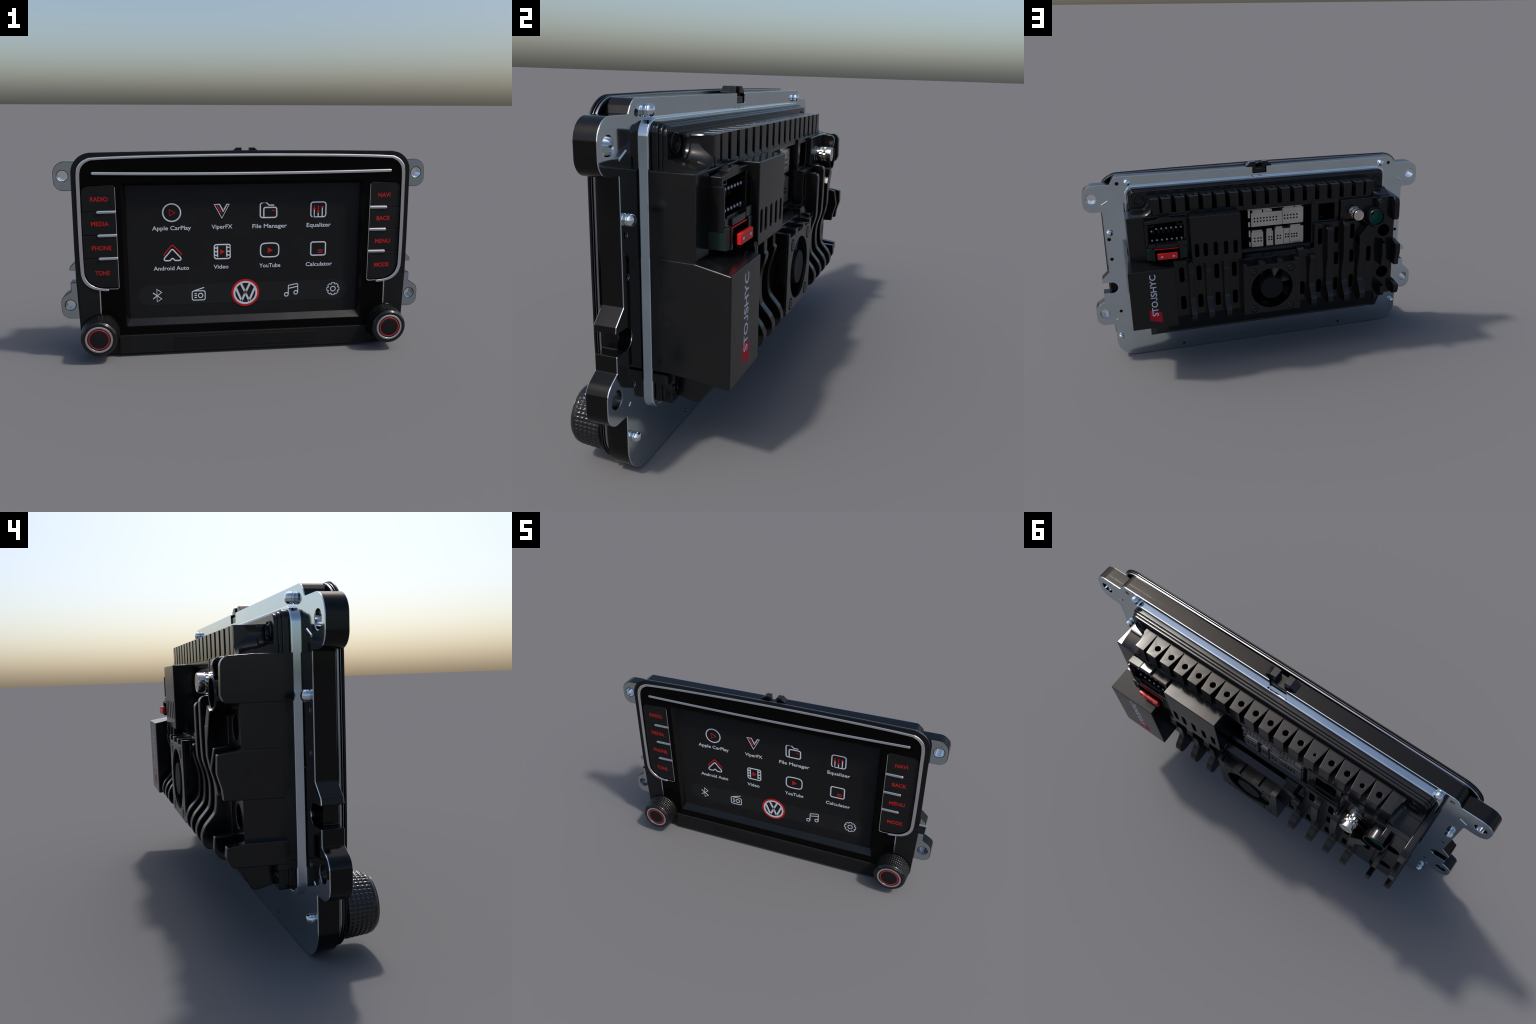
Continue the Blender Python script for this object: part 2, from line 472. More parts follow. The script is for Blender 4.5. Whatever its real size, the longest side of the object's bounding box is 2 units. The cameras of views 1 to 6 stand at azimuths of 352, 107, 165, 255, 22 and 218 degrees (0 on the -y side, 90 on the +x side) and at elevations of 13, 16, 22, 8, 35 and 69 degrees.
# ------------------------------------------------------------------ buttons
rows = [(0.9440, 0.8060), (0.8035, 0.6805), (0.6780, 0.5545), (0.5520, 0.3905)]
names = {-1: ["RADIO", "MEDIA", "PHONE", "TONE"], 1: ["NAVI", "BACK", "MENU", "MODE"]}
spans = {-1: [(-0.816, -0.726), (-0.818, -0.727), (-0.821, -0.719), (-0.810, -0.734)],
         1: [(0.735, 0.804), (0.731, 0.811), (0.727, 0.815), (0.729, 0.815)]}
base_z = [0.860, 0.730, 0.600, 0.463]
for s in (-1, 1):
    for i, (zt, zb) in enumerate(rows):
        xo = [0.8615, 0.8645, 0.8660, 0.8660][i]
        xi = 0.6915
        if i == 0:
            pts = [(xi, zb, 0.003), (xo, zb, 0.003), (xo - 0.001, zt - 0.004, 0.034), (xi, zt, 0.006)]
        elif i == 3:
            pts = [(xi, zb + 0.002, 0.012), (0.79, zb + 0.004, 0.05), (0.848, zb + 0.034, 0.06), (xo, zb + 0.09, 0.06), (xo, zt, 0.003), (xi, zt, 0.003)]
        else:
            pts = [(xi, zb, 0.003), (xo, zb, 0.003), (xo, zt, 0.003), (xi, zt, 0.003)]
        pts = [(s * p[0],) + tuple(p[1:]) for p in pts]
        lean = lambda me: [setattr(v.co, 'y', v.co.y + 0.042 * (abs(v.co.x) - 0.69)) for v in me.vertices]   # faces fall away towards the outer edge
        bme_ = prism_mesh([fillet(pts, 10)], Y_BEZ - 0.0035, Y_BEZ + 0.0095, 'y', 0.0022)
        lean(bme_)
        b = put("button", bme_, PANEL, unit)
        xa, xb = spans[s][i]
        tme = text_mesh(names[s][i], xa, xb, base_z[i], 0.0245, Y_BEZ - 0.0033, 0.0007, 0.012)
        lean(tme)
        put("button_caption", tme, RED, b)
    for zr in (0.8035, 0.6785, 0.5535):
        strip("chrome_rod", [(s * 0.686, zr + 0.0006), (s * 0.74, zr), (s * 0.788, zr - 0.0005)],
              lambda p: 0.0086, Y_BEZ + 0.004, Y_BEZ - 0.0055, CHROME, unit)
    # thin chrome edge framing the button column
    edge = [(s * 0.742, 0.3865), (s * 0.72, 0.3855), (s * 0.697, 0.3855), (s * 0.6890, 0.3915), (s * 0.6880, 0.40), (s * 0.6880, 0.70), (s * 0.6885, 0.935)]
    strip("button_edge_trim", edge, lambda p: 0.0019, Y_BEZ - 0.001, Y_BEZ - 0.0045, CHROME, unit)

# ================================================================== SCREEN
def frustum_ring(name, a, ya, b, yb, mat, parent):
    """Sloped walls from rectangle a at depth ya to rectangle b at depth yb."""
    bm = bmesh.new()
    ra = [bm.verts.new((x, ya, z)) for x, z in ((a[0], a[2]), (a[1], a[2]), (a[1], a[3]), (a[0], a[3]))]
    rb = [bm.verts.new((x, yb, z)) for x, z in ((b[0], b[2]), (b[1], b[2]), (b[1], b[3]), (b[0], b[3]))]
    rc = [bm.verts.new((x * 1.02, yb + 0.004, (z - 0.56) * 1.03 + 0.56)) for x, z in ((a[0], a[2]), (a[1], a[2]), (a[1], a[3]), (a[0], a[3]))]
    for p, q in ((ra, rb), (rb, rc), (rc, ra)):
        for i in range(4):
            bm.faces.new((p[i], p[(i + 1) % 4], q[(i + 1) % 4], q[i]))
    me = bpy.data.meshes.new(name)
    bm.to_mesh(me); bm.free()
    return put(name, me, mat, parent)

frustum_ring("screen_surround", (-WX, WX, WZ0, WZ1), Y_BEZ + 0.0005, (-SX, SX, SZ0, SZ1), Y_SCR - 0.0008, SLOPE, unit)
box("screen_sill", -0.655, 0.655, -0.1285, -0.1225, 0.1665, 0.1695, RIM, unit, 0.001)
screen = box("screen", -SX - 0.02, SX + 0.02, Y_SCR, Y_SCR + 0.012, SZ0 - 0.02, SZ1 + 0.02, SCREEN, unit, 0.0)
prism("dock_bar", rrect(-0.588, 0.588, 0.273, 0.387, 0.056, 10), Y_SCR - 0.0006, Y_SCR + 0.001, DOCK, screen)
YI = Y_SCR - 0.0005   # icon plane
LW = 0.0073

def arc(cx, cz, r, a0, a1, n=12):
    return [(cx + r * cos(radians(a0 + (a1 - a0) * i / n)), cz + r * sin(radians(a0 + (a1 - a0) * i / n))) for i in range(n + 1)]

def icon(white=(), red=(), red_fill=(), w=LW):
    """An icon drawn with beads: silver lines, red lines and filled red shapes."""
    o = None
    ms = [stroke_mesh(p, w, YI, c) for p, c in white]
    if ms:
        o = put("app_icon", join_meshes(ms), WHITE, screen, do_finish=True)
    ms = [stroke_mesh(p, w * 0.85, YI, c) for p, c in red] + [prism_mesh([f], YI - 0.001, YI, 'y') for f in red_fill]
    if ms:
        put("icon_accent", join_meshes(ms), RED, screen)

# play in a circle
icon([(circle(-0.398, 0.788, 0.0475, 40), True)], [([(-0.4105, 0.804), (-0.380, 0.7875), (-0.4105, 0.7695)], True)])
# letter V
icon([([(-0.1195, 0.788), (-0.1405, 0.8285), (-0.169, 0.8285), (-0.1285, 0.753), (-0.088, 0.8285), (-0.1005, 0.8285), (-0.1165, 0.799)], False)],
     [([(-0.1545, 0.8235), (-0.1305, 0.779)], False)])
# chevron arrow
icon([(fillet([(-0.4, 0.589, 0.006), (-0.343, 0.5235, 0.012), (-0.386, 0.5235, 0.006), (-0.4, 0.538, 0.006), (-0.414, 0.5235, 0.006), (-0.456, 0.5235, 0.012)], 6), True)],
     [([(-0.4425, 0.5525), (-0.4455, 0.5575), (-0.442, 0.5635), (-0.405, 0.6055), (-0.399, 0.609), (-0.393, 0.6055), (-0.3545, 0.5635), (-0.3515, 0.5575), (-0.3545, 0.5525)], False)])
# film strip
fx0, fx1, fz0, fz1 = -0.1715, -0.0845, 0.5265, 0.606
icon([(fillet([(fx0, 0.540, 0), (fx0, fz1, 0.012), (fx1, fz1, 0.012), (fx1, 0.5965, 0)])[0:-1] + [(fx1, 0.596)], False),
      ([(fx0, 0.538)] + arc(fx0 + 0.012, fz0 + 0.012, 0.012, 190, 270, 5) + arc(fx1 - 0.012, fz0 + 0.012, 0.012, 270, 350, 5) + [(fx1, 0.590), (-0.1035, 0.590)], False),
      ([(-0.154, 0.597), (-0.154, 0.536)], False), ([(-0.1035, 0.600), (-0.1035, 0.5375)], False),
      ([(fx0, 0.587), (-0.154, 0.587)], False), ([(fx0, 0.567), (-0.154, 0.567)], False), ([(fx0, 0.546), (-0.154, 0.546)], False),
      ([(fx1, 0.567), (-0.1035, 0.567)], False), ([(fx1, 0.546), (-0.1035, 0.546)], False)],
     [], [[(-0.1395, 0.581), (-0.1395, 0.551), (-0.113, 0.566)]])
# folder
icon([([(0.1585, 0.8195), (0.130, 0.8195)] + [(0.119, 0.831), (0.115, 0.8325), (0.094, 0.8325)] + arc(0.0945, 0.820, 0.0125, 90, 180, 5) + arc(0.0945, 0.7635, 0.0125, 180, 270, 5)
       + arc(0.161, 0.7635, 0.0125, 270, 360, 5) + arc(0.163, 0.7975, 0.0095, 0, 90, 4) + arc(0.111, 0.7975, 0.0095, 90, 180, 4) + [(0.1015, 0.753)], False)],
     [([(0.1485, 0.789), (0.1605, 0.789)], False)])
# sliders
icon([(arc(0.3785, 0.7635, 0.0145, 250, 180, 5) + arc(0.3785, 0.8175, 0.0145, 180, 90, 5) + arc(0.4345, 0.8175, 0.0145, 90, 0, 5) + arc(0.4345, 0.7635, 0.0145, 0, -90, 5) + [(0.384, 0.749), (0.3835, 0.790)], False),
      ([(0.4055, 0.750), (0.4055, 0.772)], False), ([(0.4285, 0.750), (0.4285, 0.800)], False)],
     [([(0.3835, 0.812), (0.3835, 0.790)], False), ([(0.376, 0.7945), (0.391, 0.7945)], False), ([(0.4055, 0.813), (0.4055, 0.774)], False), ([(0.398, 0.7795), (0.413, 0.7795)], False),
      ([(0.4285, 0.811), (0.4285, 0.797)], False), ([(0.421, 0.8035), (0.436, 0.8035)], False)], w=0.0068)
# rounded video player
icon([(fillet([(0.0865, 0.532, 0.024), (0.1355, 0.5275, 0.3), (0.1845, 0.532, 0.024), (0.1875, 0.568, 0.3), (0.1845, 0.604, 0.024), (0.1355, 0.6085, 0.3), (0.0865, 0.604, 0.024), (0.0835, 0.568, 0.3)], 6), True)],
     [], [[(0.1245, 0.584), (0.1245, 0.551), (0.154, 0.567)]])
# calculator
icon([(rrect(0.3685, 0.4525, 0.531, 0.6065, 0.011), True)], [([(0.409, 0.559), (0.4375, 0.559)], False), ([(0.409, 0.547), (0.4375, 0.547)], False)])
# wireless rune
icon([([(-0.5115, 0.3435), (-0.464, 0.3085), (-0.490, 0.2925), (-0.490, 0.3645), (-0.464, 0.3455), (-0.5115, 0.3095)], False)], w=0.0062)
# radio set
icon([(rrect(-0.2975, -0.2255, 0.2935, 0.3465, 0.011), True), ([(-0.289, 0.347), (-0.230, 0.3655)], False), (circle(-0.251, 0.320, 0.0125, 24), True),
      ([(-0.2845, 0.331), (-0.2715, 0.331)], False), ([(-0.2845, 0.320), (-0.2715, 0.320)], False), ([(-0.2845, 0.3085), (-0.2715, 0.3085)], False)], w=0.0058)
# music notes
icon([(circle(0.2335, 0.3075, 0.0105, 20), True), (circle(0.2875, 0.3175, 0.0105, 20), True), ([(0.2445, 0.308), (0.2445, 0.358), (0.248, 0.361), (0.293, 0.3695), (0.298, 0.366), (0.2985, 0.318)], False),
      ([(0.2445, 0.342), (0.298, 0.3535)], False)], w=0.0058)
# gear
gear = []
for k in range(8):
    a = 90 + k * 45
    for da, rr in ((-13, 0.0365), (13, 0.0365), (18, 0.0295), (27, 0.0295)):
        gear.append((0.5035 + rr * cos(radians(a + da)), 0.3315 + rr * sin(radians(a + da))))
icon([(gear, True), (circle(0.5035, 0.3315, 0.014, 24), True)], w=0.0055)
# round badge: red ring, silver ring, stacked letter strokes
def sclip(p, q, r=0.064):
    return [p, q]
put("icon_accent", prism_mesh([circle(0, 0.328, 0.0785, 48), circle(0, 0.328, 0.0665, 48)], YI - 0.0012, YI), RED, screen)
put("app_icon", prism_mesh([circle(0, 0.328, 0.0672, 48), circle(0, 0.328, 0.0568, 48)], YI - 0.0016, YI), WHITE, screen)
bars = []
def slash(x0, z0, x1, z1, w):
    d = Vector((x1 - x0, z1 - z0)).normalized(); n = Vector((-d.y, d.x)) * w / 2
    bars.append(prism_mesh([[(x0 + n.x, z0 + n.y), (x0 - n.x, z0 - n.y), (x1 - n.x, z1 - n.y), (x1 + n.x, z1 + n.y)]], YI - 0.0015, YI))
for s in (1, -1):
    slash(s * 0.0265, 0.3835, s * 0.0025, 0.3335, 0.0115)
    slash(s * 0.0520, 0.3535, s * 0.0205, 0.2785, 0.0115)
    slash(s * 0.0225, 0.2765, s * 0.0025, 0.3225, 0.0110)
bars.append(prism_mesh([[(-0.0085, 0.3335), (0.0085, 0.3335), (0.006, 0.3395), (-0.006, 0.3395)]], YI - 0.0015, YI))
bars.append(prism_mesh([[(-0.0085, 0.3255), (0.0085, 0.3255), (0.006, 0.319), (-0.006, 0.319)]], YI - 0.0015, YI))
put("app_icon", join_meshes(bars), WHITE, screen)

for body, x0, x1, z0 in (("Apple CarPlay", -0.504, -0.296, 0.6935), ("ViperFX", -0.185, -0.071, 0.6955), ("File Manager", 0.039, 0.231, 0.694), ("Equalizer", 0.342, 0.480, 0.694),
                         ("Android Auto", -0.503, -0.311, 0.4705), ("Video", -0.176, -0.094, 0.471), ("YouTube", 0.078, 0.197, 0.4705), ("Calculator", 0.342, 0.493, 0.470)):
    put("icon_caption", text_mesh(body, x0, x1, z0, 0.0235, YI, 0.0007, 0.010), WHITE, screen)

# ================================================================== KNOBS
def knob_mesh():
    n, rows_ = 240, 44
    y0, y1 = -0.129, -0.238
    bm = bmesh.new()
    rings = []
    prof = []
    for j in range(rows_ + 1):
        t = j / rows_
        y = y0 + (y1 - y0) * t
        r = 0.1035 - 0.0085 * t - (0.010 * (1 - t / 0.06) if t < 0.06 else 0)
        if t > 0.90:
            u = (t - 0.90) / 0.10
            r -= 0.009 * u * u
        prof.append((r, y, t))
    for r, y, t in prof:
        ring = []
        env = 1.0 if 0.07 < t < 0.86 else 0.0
        for i in range(n):
            a = 2 * pi * i / n
            g = abs(sin(a * 24)) ** 0.9 * abs(sin(t * pi * 7.0)) ** 0.9
            rr = r + env * (0.0038 * g - 0.0018)
            ring.append(bm.verts.new((rr * cos(a), y, rr * sin(a))))
        rings.append(ring)
    for r, y in ((0.0865, -0.2405), (0.0730, -0.2412), (0.0728, -0.2395), (0.001, -0.2395)):
        rings.append([bm.verts.new((r * cos(2 * pi * i / n), y, r * sin(2 * pi * i / n))) for i in range(n)])
    for a, b in zip(rings, rings[1:]):
        for i in range(n):
            bm.faces.new((a[i], a[(i + 1) % n], b[(i + 1) % n], b[i]))
    me = bpy.data.meshes.new("knob")
    bm.to_mesh(me); bm.free()
    return me

kx, kz = 0.797, 0.139
kme = knob_mesh()
for s in (-1, 1):
    k = put("volume_knob", kme if s < 0 else kme.copy(), KNURL, unit, angle=80, do_finish=True)
    k.location = (s * kx, 0, kz)
    def ringy(name, ro, ri, yf, mat, dome=0.002):
        lathe(name, [(ri, -0.236), (ri, yf + 0.0008), (ri + 0.0008, yf), ((ro + ri) / 2, yf - dome), (ro - 0.0008, yf), (ro, yf + 0.0008), (ro, -0.236)], mat, k, n=64, cap=False, angle=60)
    ringy("knob_chrome_ring", 0.0728, 0.0618, -0.2405, CHROME, 0.0010)
    ringy("knob_red_ring", 0.0560, 0.0490, -0.2400, REDGLOW, 0.0012)
    lathe("knob_cap", [(0.0630, -0.236), (0.0618, -0.2385), (0.0565, -0.2390), (0.0555, -0.2375), (0.0495, -0.2375), (0.0490, -0.2400), (0.047, -0.2408), (0.0005, -0.2408)], PANEL, k, n=64, angle=30)
    lathe("knob_dark_ring", [(0.1075, Y_BEZ + 0.001), (0.1070, Y_BEZ - 0.0025), (0.1055, Y_BEZ - 0.004), (0.100, Y_BEZ - 0.004)], GLOSS, k, n=64)  # black ring modelled for the dark crescent round the knob base

# ================================================================== REAR HOUSING
tray_o = rrect(-0.777, 0.777, 0.165, 1.0525, 0.052, 10)
tray_i = rrect(-0.7605, 0.7605, 0.18, 1.0365, 0.04, 10)
prism("metal_tray", [tray_o, tray_i], Y_PLATE - 0.010, -0.0180, CHROME2, unit, bevel=0.0045, res=3)
box("tray_slot", -0.010, 0.010, -0.0285, -0.0245, 1.0515, 1.0529, VOID, unit, 0.0)
lathe("tray_vent", [(0.0045, 1.0515), (0.0045, 1.0529)], VOID, unit, n=20, axis='z', centre=(0.045, -0.027, 0))

H = empty("rear_housing", unit)
def hb(*a, mat=PLASTIC, bevel=0.004, name="housing_block"):
    return box(name, *a, mat, H, bevel)

# stepped rim and ledge that seat in the tray
rim_o = fillet([(-0.7575, 0.195, 0.01), (0.7575, 0.195, 0.01), (0.7575, 1.0425, 0.03), (-0.7575, 1.0425, 0.03)], 8)
prism("housing_rim", rim_o, Y_PLATE - 0.006, 0.001, PLASTIC, H, bevel=0.004)
led_o = fillet([(-0.752, 0.20, 0.01), (0.752, 0.20, 0.01), (0.752, 1.0365, 0.028), (-0.752, 1.0365, 0.028)], 8)
prism("housing_rim", led_o, -0.002, 0.0125, PLASTIC, H, bevel=0.004)
led_o = fillet([(-0.748, 0.21, 0.01), (0.748, 0.21, 0.01), (0.748, 1.0315, 0.026), (-0.748, 1.0315, 0.026)], 8)
prism("housing_rim", led_o, 0.010, 0.0245, PLASTIC, H, bevel=0.004)

# main body, side walls
hb(-0.7805, 0.757, -0.0175, 0.046, 0.262, 0.9135, bevel=0.005, name="housing_body")
hb(-0.690, 0.690, -0.0175, 0.090, 0.205, 0.33, name="housing_body")
# bottom corner feet with screws
for s in (1, -1):
    foot = fillet([(s * 0.690, 0.235, 0.004), (s * 0.700, 0.192, 0.006), (s * 0.7465, 0.190, 0.006), (s * 0.750, 0.262, 0), (s * 0.7785, 0.268, 0), (s * 0.7785, 0.30, 0), (s * 0.690, 0.30, 0)])
    prism("screw_foot", foot, -0.0165, 0.033, PLASTIC, H, bevel=0.004)
    lathe("housing_screw", [(0.019, 0.028), (0.019, 0.036), (0.0165, 0.038), (0.008, 0.0385), (0.006, 0.0365), (0.0005, 0.0365)], PLASTIC, H, n=28, centre=(s * 0.727, 0, 0.236))
    # upper corner: round screw pocket scooped out of the shoulder beside the fins
    cx, cz, r = 0.7005, 0.9825, 0.0575
    bm = bmesh.new()
    rings = []
    for y, rr in ((0.015, 0.0400), (0.040, 0.0415), (0.050, 0.0430), (0.0535, 0.0480), (0.060, 0.0500), (0.085, 0.0540), (0.108, 0.0610), (0.119, 0.0655), (0.1225, 0.0690)):
        a0 = 158
        ring = [(0.630, 0.905), (0.630, 1.0065), (cx - rr * 0.97, 1.0065)]
        for i in range(15):
            a = radians(a0 + (270 - a0) * i / 14)
            ring.append((cx + rr * cos(a), cz + rr * sin(a)))
        ring += [(0.7545, cz - rr), (0.7545, 0.905)]
        rings.append([bm.verts.new((s * u, y, v)) for u, v in ring])
    for a, b in zip(rings, rings[1:]):
        m_ = len(a)
        for i in range(m_):
            bm.faces.new((a[i], a[(i + 1) % m_], b[(i + 1) % m_], b[i]))
    bm.faces.new(rings[0]); bm.faces.new(rings[-1])
    me = bpy.data.meshes.new("housing_shoulder")
    bm.to_mesh(me); bm.free()
    put("housing_shoulder", me, PLASTIC, H, angle=30)
    lathe("housing_screw", [(0.031, 0.020), (0.031, 0.0285), (0.0285, 0.030), (0.0265, 0.0285), (0.0250, 0.0262), (0.022, 0.0262), (0.021, 0.030), (0.010, 0.031), (0.008, 0.029), (0.0005, 0.029)], PLASTIC, H, n=36, centre=(s * cx, 0, cz))

# fin row: wedge-shaped slots every 75 mm-units, a drilled hole in the top of each fin
hb(-0.640, 0.640, 0.0, 0.034, 0.905, 1.0065, name="fin_root")
hb(-0.640, 0.640, 0.0, 0.121, 0.900, 0.9255, name="fin_root", bevel=0.003)
pitch = 0.0748
def fin(cxx, wl, wr, hole):
    pts = fillet([(cxx - wl, 0.026, 0), (cxx + wr, 0.026, 0), (cxx + wr, 0.040, 0), (cxx + wr - (0.0112 if wr > 0.03 else 0), 0.123, 0.002), (cxx - wl + (0.0112 if wl > 0.03 else 0), 0.123, 0.002), (cxx - wl, 0.040, 0)])
    loops = [pts]
    if hole:
        loops.append(circle(cxx - 0.006, hole[0], hole[1], 20))
    return prism("cooling_fin", loops, 0.916, 1.0078, PLASTIC, H, axis='z', bevel=0.0018)
for k in range(-8, 8):
    c = (k + 0.5) * pitch
    h = (0.079, 0.0125)
    if k == -4: h = (0.088, 0.006)
    if k == -7: h = (0.086, 0.0095)
    fin(c, pitch / 2 - 0.0015, pitch / 2 - 0.0015, h)
for s in (1, -1):
    c = s * (8.0 * pitch + 0.0215)
    fin(c, 0.020 if s < 0 else 0.0200, 0.020, None)
    box("fin_end", *(sorted((s * 0.611, s * 0.648))), 0.03, 0.1225, 0.912, 1.0072, PLASTIC, H, 0.003)

# slanted underside running along the bottom, and the thin lip below it
under = fillet([(0.0, 0.203, 0), (0.104, 0.203, 0), (0.120, 0.209, 0.003), (0.1545, 0.314, 0.006), (0.1545, 0.34, 0), (0.0, 0.34, 0)])
prism("housing_underside", under, -0.670, 0.676, PLASTIC, H, axis='x', bevel=0.002)
box("bottom_lip", -0.672, 0.676, -0.0168, 0.1035, 0.1875, 0.1990, PLASTIC, H, 0.003)
box("bottom_groove", -0.668, 0.672, -0.016, 0.098, 0.1980, 0.2050, VOID, H, 0.0)
tab = fillet([(0.03, 0.30, 0), (0.03, 0.20, 0.004), (0.085, 0.187, 0.004), (0.104, 0.187, 0.004), (0.150, 0.262, 0.01), (0.154, 0.31, 0)])
for x0, x1 in ((-0.702, -0.666), (0.670, 0.704)):
    prism("end_tab", tab, x0, x1, PLASTIC, H, axis='x', bevel=0.003)

# vent panels (holes through to a dark interior)
ZV = (0.350, 0.434)
def vent_panel(outline, holes, y1=0.1548, y0=0.045, name="vent_panel"):
    return prism(name, [outline] + holes, y0, y1, PLASTIC, H, bevel=0.003)
left_holes = []
for x in (0.509, 0.411, 0.310, 0.208):
    left_holes += [slot(x, *ZV, 0.0135), slot(x, 0.520, 0.610, 0.0125)]
vent_panel(fillet([(0.165, 0.318, 0), (0.56, 0.318, 0), (0.56, 0.655, 0.003), (0.165, 0.655, 0)]), left_holes)
right_holes = [slot(-0.2005, *ZV, 0.0135), slot(-0.304, *ZV, 0.0135), slot(-0.3105, 0.657, 0.758, 0.0130)]
for z0, z1 in ((0.351, 0.436), (0.518, 0.600), (0.657, 0.757)):
    right_holes.append(slot(-0.4115, z0, z1, 0.0120))
for z0, z1 in ((0.356, 0.441), (0.523, 0.605), (0.674, 0.767)):
    right_holes.append(slot(-0.5105, z0, z1, 0.0120))
right_holes.append(slot(-0.620, 0.516, 0.614, 0.0135))
vent_panel(fillet([(-0.660, 0.318, 0), (-0.150, 0.318, 0), (-0.150, 0.630, 0), (-0.272, 0.640, 0.004), (-0.276, 0.786, 0.003), (-0.475, 0.786, 0), (-0.535, 0.786, 0), (-0.590, 0.735, 0), (-0.660, 0.735, 0.004)]), right_holes)
hb(-0.66, 0.56, 0.040, 0.056, 0.32, 0.66, mat=VOID, bevel=0, name="interior")
hb(-0.66, -0.27, 0.040, 0.056, 0.65, 0.79, mat=VOID, bevel=0, name="interior")

# corner panel with two round openings
prism("corner_panel", [fillet([(-0.7815, 0.285, 0.012), (-0.60, 0.285, 0), (-0.60, 0.912, 0), (-0.7815, 0.912, 0.006)]), circle(-0.7165, 0.700, 0.0375, 36), circle(-0.719, 0.430, 0.0375, 36), slot(-0.620, 0.516, 0.614, 0.0135)],
      -0.0170, 0.145, PLASTIC, H, bevel=0.003)
hb(-0.77, -0.64, 0.040, 0.056, 0.36, 0.75, mat=VOID, bevel=0, name="interior")

# square socket frame and the raised pad for the antenna plug
prism("socket_frame", [fillet([(-0.432, 0.786, 0.003), (-0.276, 0.786, 0.003), (-0.276, 0.918, 0), (-0.432, 0.918, 0)]), rrect(-0.4055, -0.3065, 0.797, 0.8975, 0.004, 3)], 0.05, 0.127, PLASTIC, H, bevel=0.003)
hb(-0.40, -0.30, 0.040, 0.056, 0.80, 0.90, mat=VOID, bevel=0, name="interior")
hb(-0.345, -0.318, 0.06, 0.100, 0.803, 0.812, mat=PANEL, bevel=0.001, name="socket_contact")
prism("antenna_pad", fillet([(-0.665, 0.752, 0), (-0.60, 0.752, 0), (-0.54, 0.790, 0), (-0.438, 0.790, 0.004), (-0.438, 0.914, 0.005), (-0.665, 0.914, 0)]), 0.04, 0.1425, PLASTIC, H, bevel=0.004)
box("socket_ledge", -0.436, -0.272, 0.10, 0.145, 0.776, 0.790, PLASTIC, H, 0.004)

# connector bay floor and its right wall
hb(-0.262, 0.172, 0.040, 0.054, 0.655, 0.918, mat=VOID, bevel=0, name="interior")
box("bay_wall", -0.279, -0.262, 0.040, 0.129, 0.660, 0.920, PLASTIC, H, 0.003)

# ---- ribs with the wavy profile
def rib(x0, x1, top, y_up=0.203, chamfer=0.012, mat=PLASTIC, name="cooling_rib"):
    back = [(y_up, top), (y_up, 0.66 if top > 0.7 else 0.60), (0.2025, 0.59), (0.197, 0.560), (0.188, 0.530), (0.1825, 0.500), (0.1815, 0.47), (0.1835, 0.435), (0.190, 0.413), (0.206, 0.393), (0.222, 0.374), (0.2325, 0.352), (0.2345, 0.333),
            (0.231, 0.315), (0.2215, 0.3015), (0.205, 0.296), (0.15, 0.2965), (0.14, 0.297)]
    pts = smooth_path(back[1:], 4)
    poly = [(0.14, top), (y_up - chamfer, top)] + arc(y_up - chamfer, top - chamfer, chamfer, 80, 0, 5) + [(p.x, p.y) for p in pts]
    return prism(name, poly, x0, x1, mat, H, axis='x', bevel=0.003)
for x0, x1 in ((0.443, 0.4745), (0.344, 0.3785), (0.244, 0.2755)):
    rib(x0, x1, 0.645, y_up=0.1965, chamfer=0.004)
rib(-0.2685, -0.233, 0.616, 0.2035, 0.02)
rib(-0.3735, -0.339, 0.773, 0.2030, 0.022)
rib(-0.4735, -0.439, 0.793, 0.2045, 0.022)
rib(-0.5735, -0.539, 0.700, 0.2050, 0.004)
# fourth rib leans over to the round socket collar
prism("cooling_rib", fillet([(-0.5735, 0.65, 0), (-0.539, 0.65, 0), (-0.539, 0.695, 0.02), (-0.590, 0.765, 0), (-0.625, 0.745, 0)]), 0.14, 0.2045, PLASTIC, H, bevel=0.003)
prism("cooling_rib", fillet([(-0.4735, 0.76, 0), (-0.439, 0.76, 0), (-0.439, 0.793, 0.004), (-0.452, 0.800, 0.004), (-0.4735, 0.776, 0)]), 0.14, 0.180, PLASTIC, H, bevel=0.002)

# ---- round teal socket
lathe("round_socket_collar", [(0.0575, 0.135), (0.0535, 0.192), (0.0515, 0.1975), (0.049, 0.1995), (0.0455, 0.1985), (0.0445, 0.192), (0.0445, 0.148), (0.0005, 0.148)], PLASTIC, H, n=48, centre=(-0.6455, 0, 0.8035))
lathe("round_socket_liner", [(0.0435, 0.1478), (0.0430, 0.180), (0.0400, 0.180), (0.0398, 0.165), (0.0340, 0.165), (0.0335, 0.1555), (0.0005, 0.1555)], TEAL, H, n=40, centre=(-0.6455, 0, 0.8035))
lathe("round_socket_contact", [(0.009, 0.149), (0.009, 0.1562)], VOID, H, n=18, centre=(-0.632, 0, 0.818))
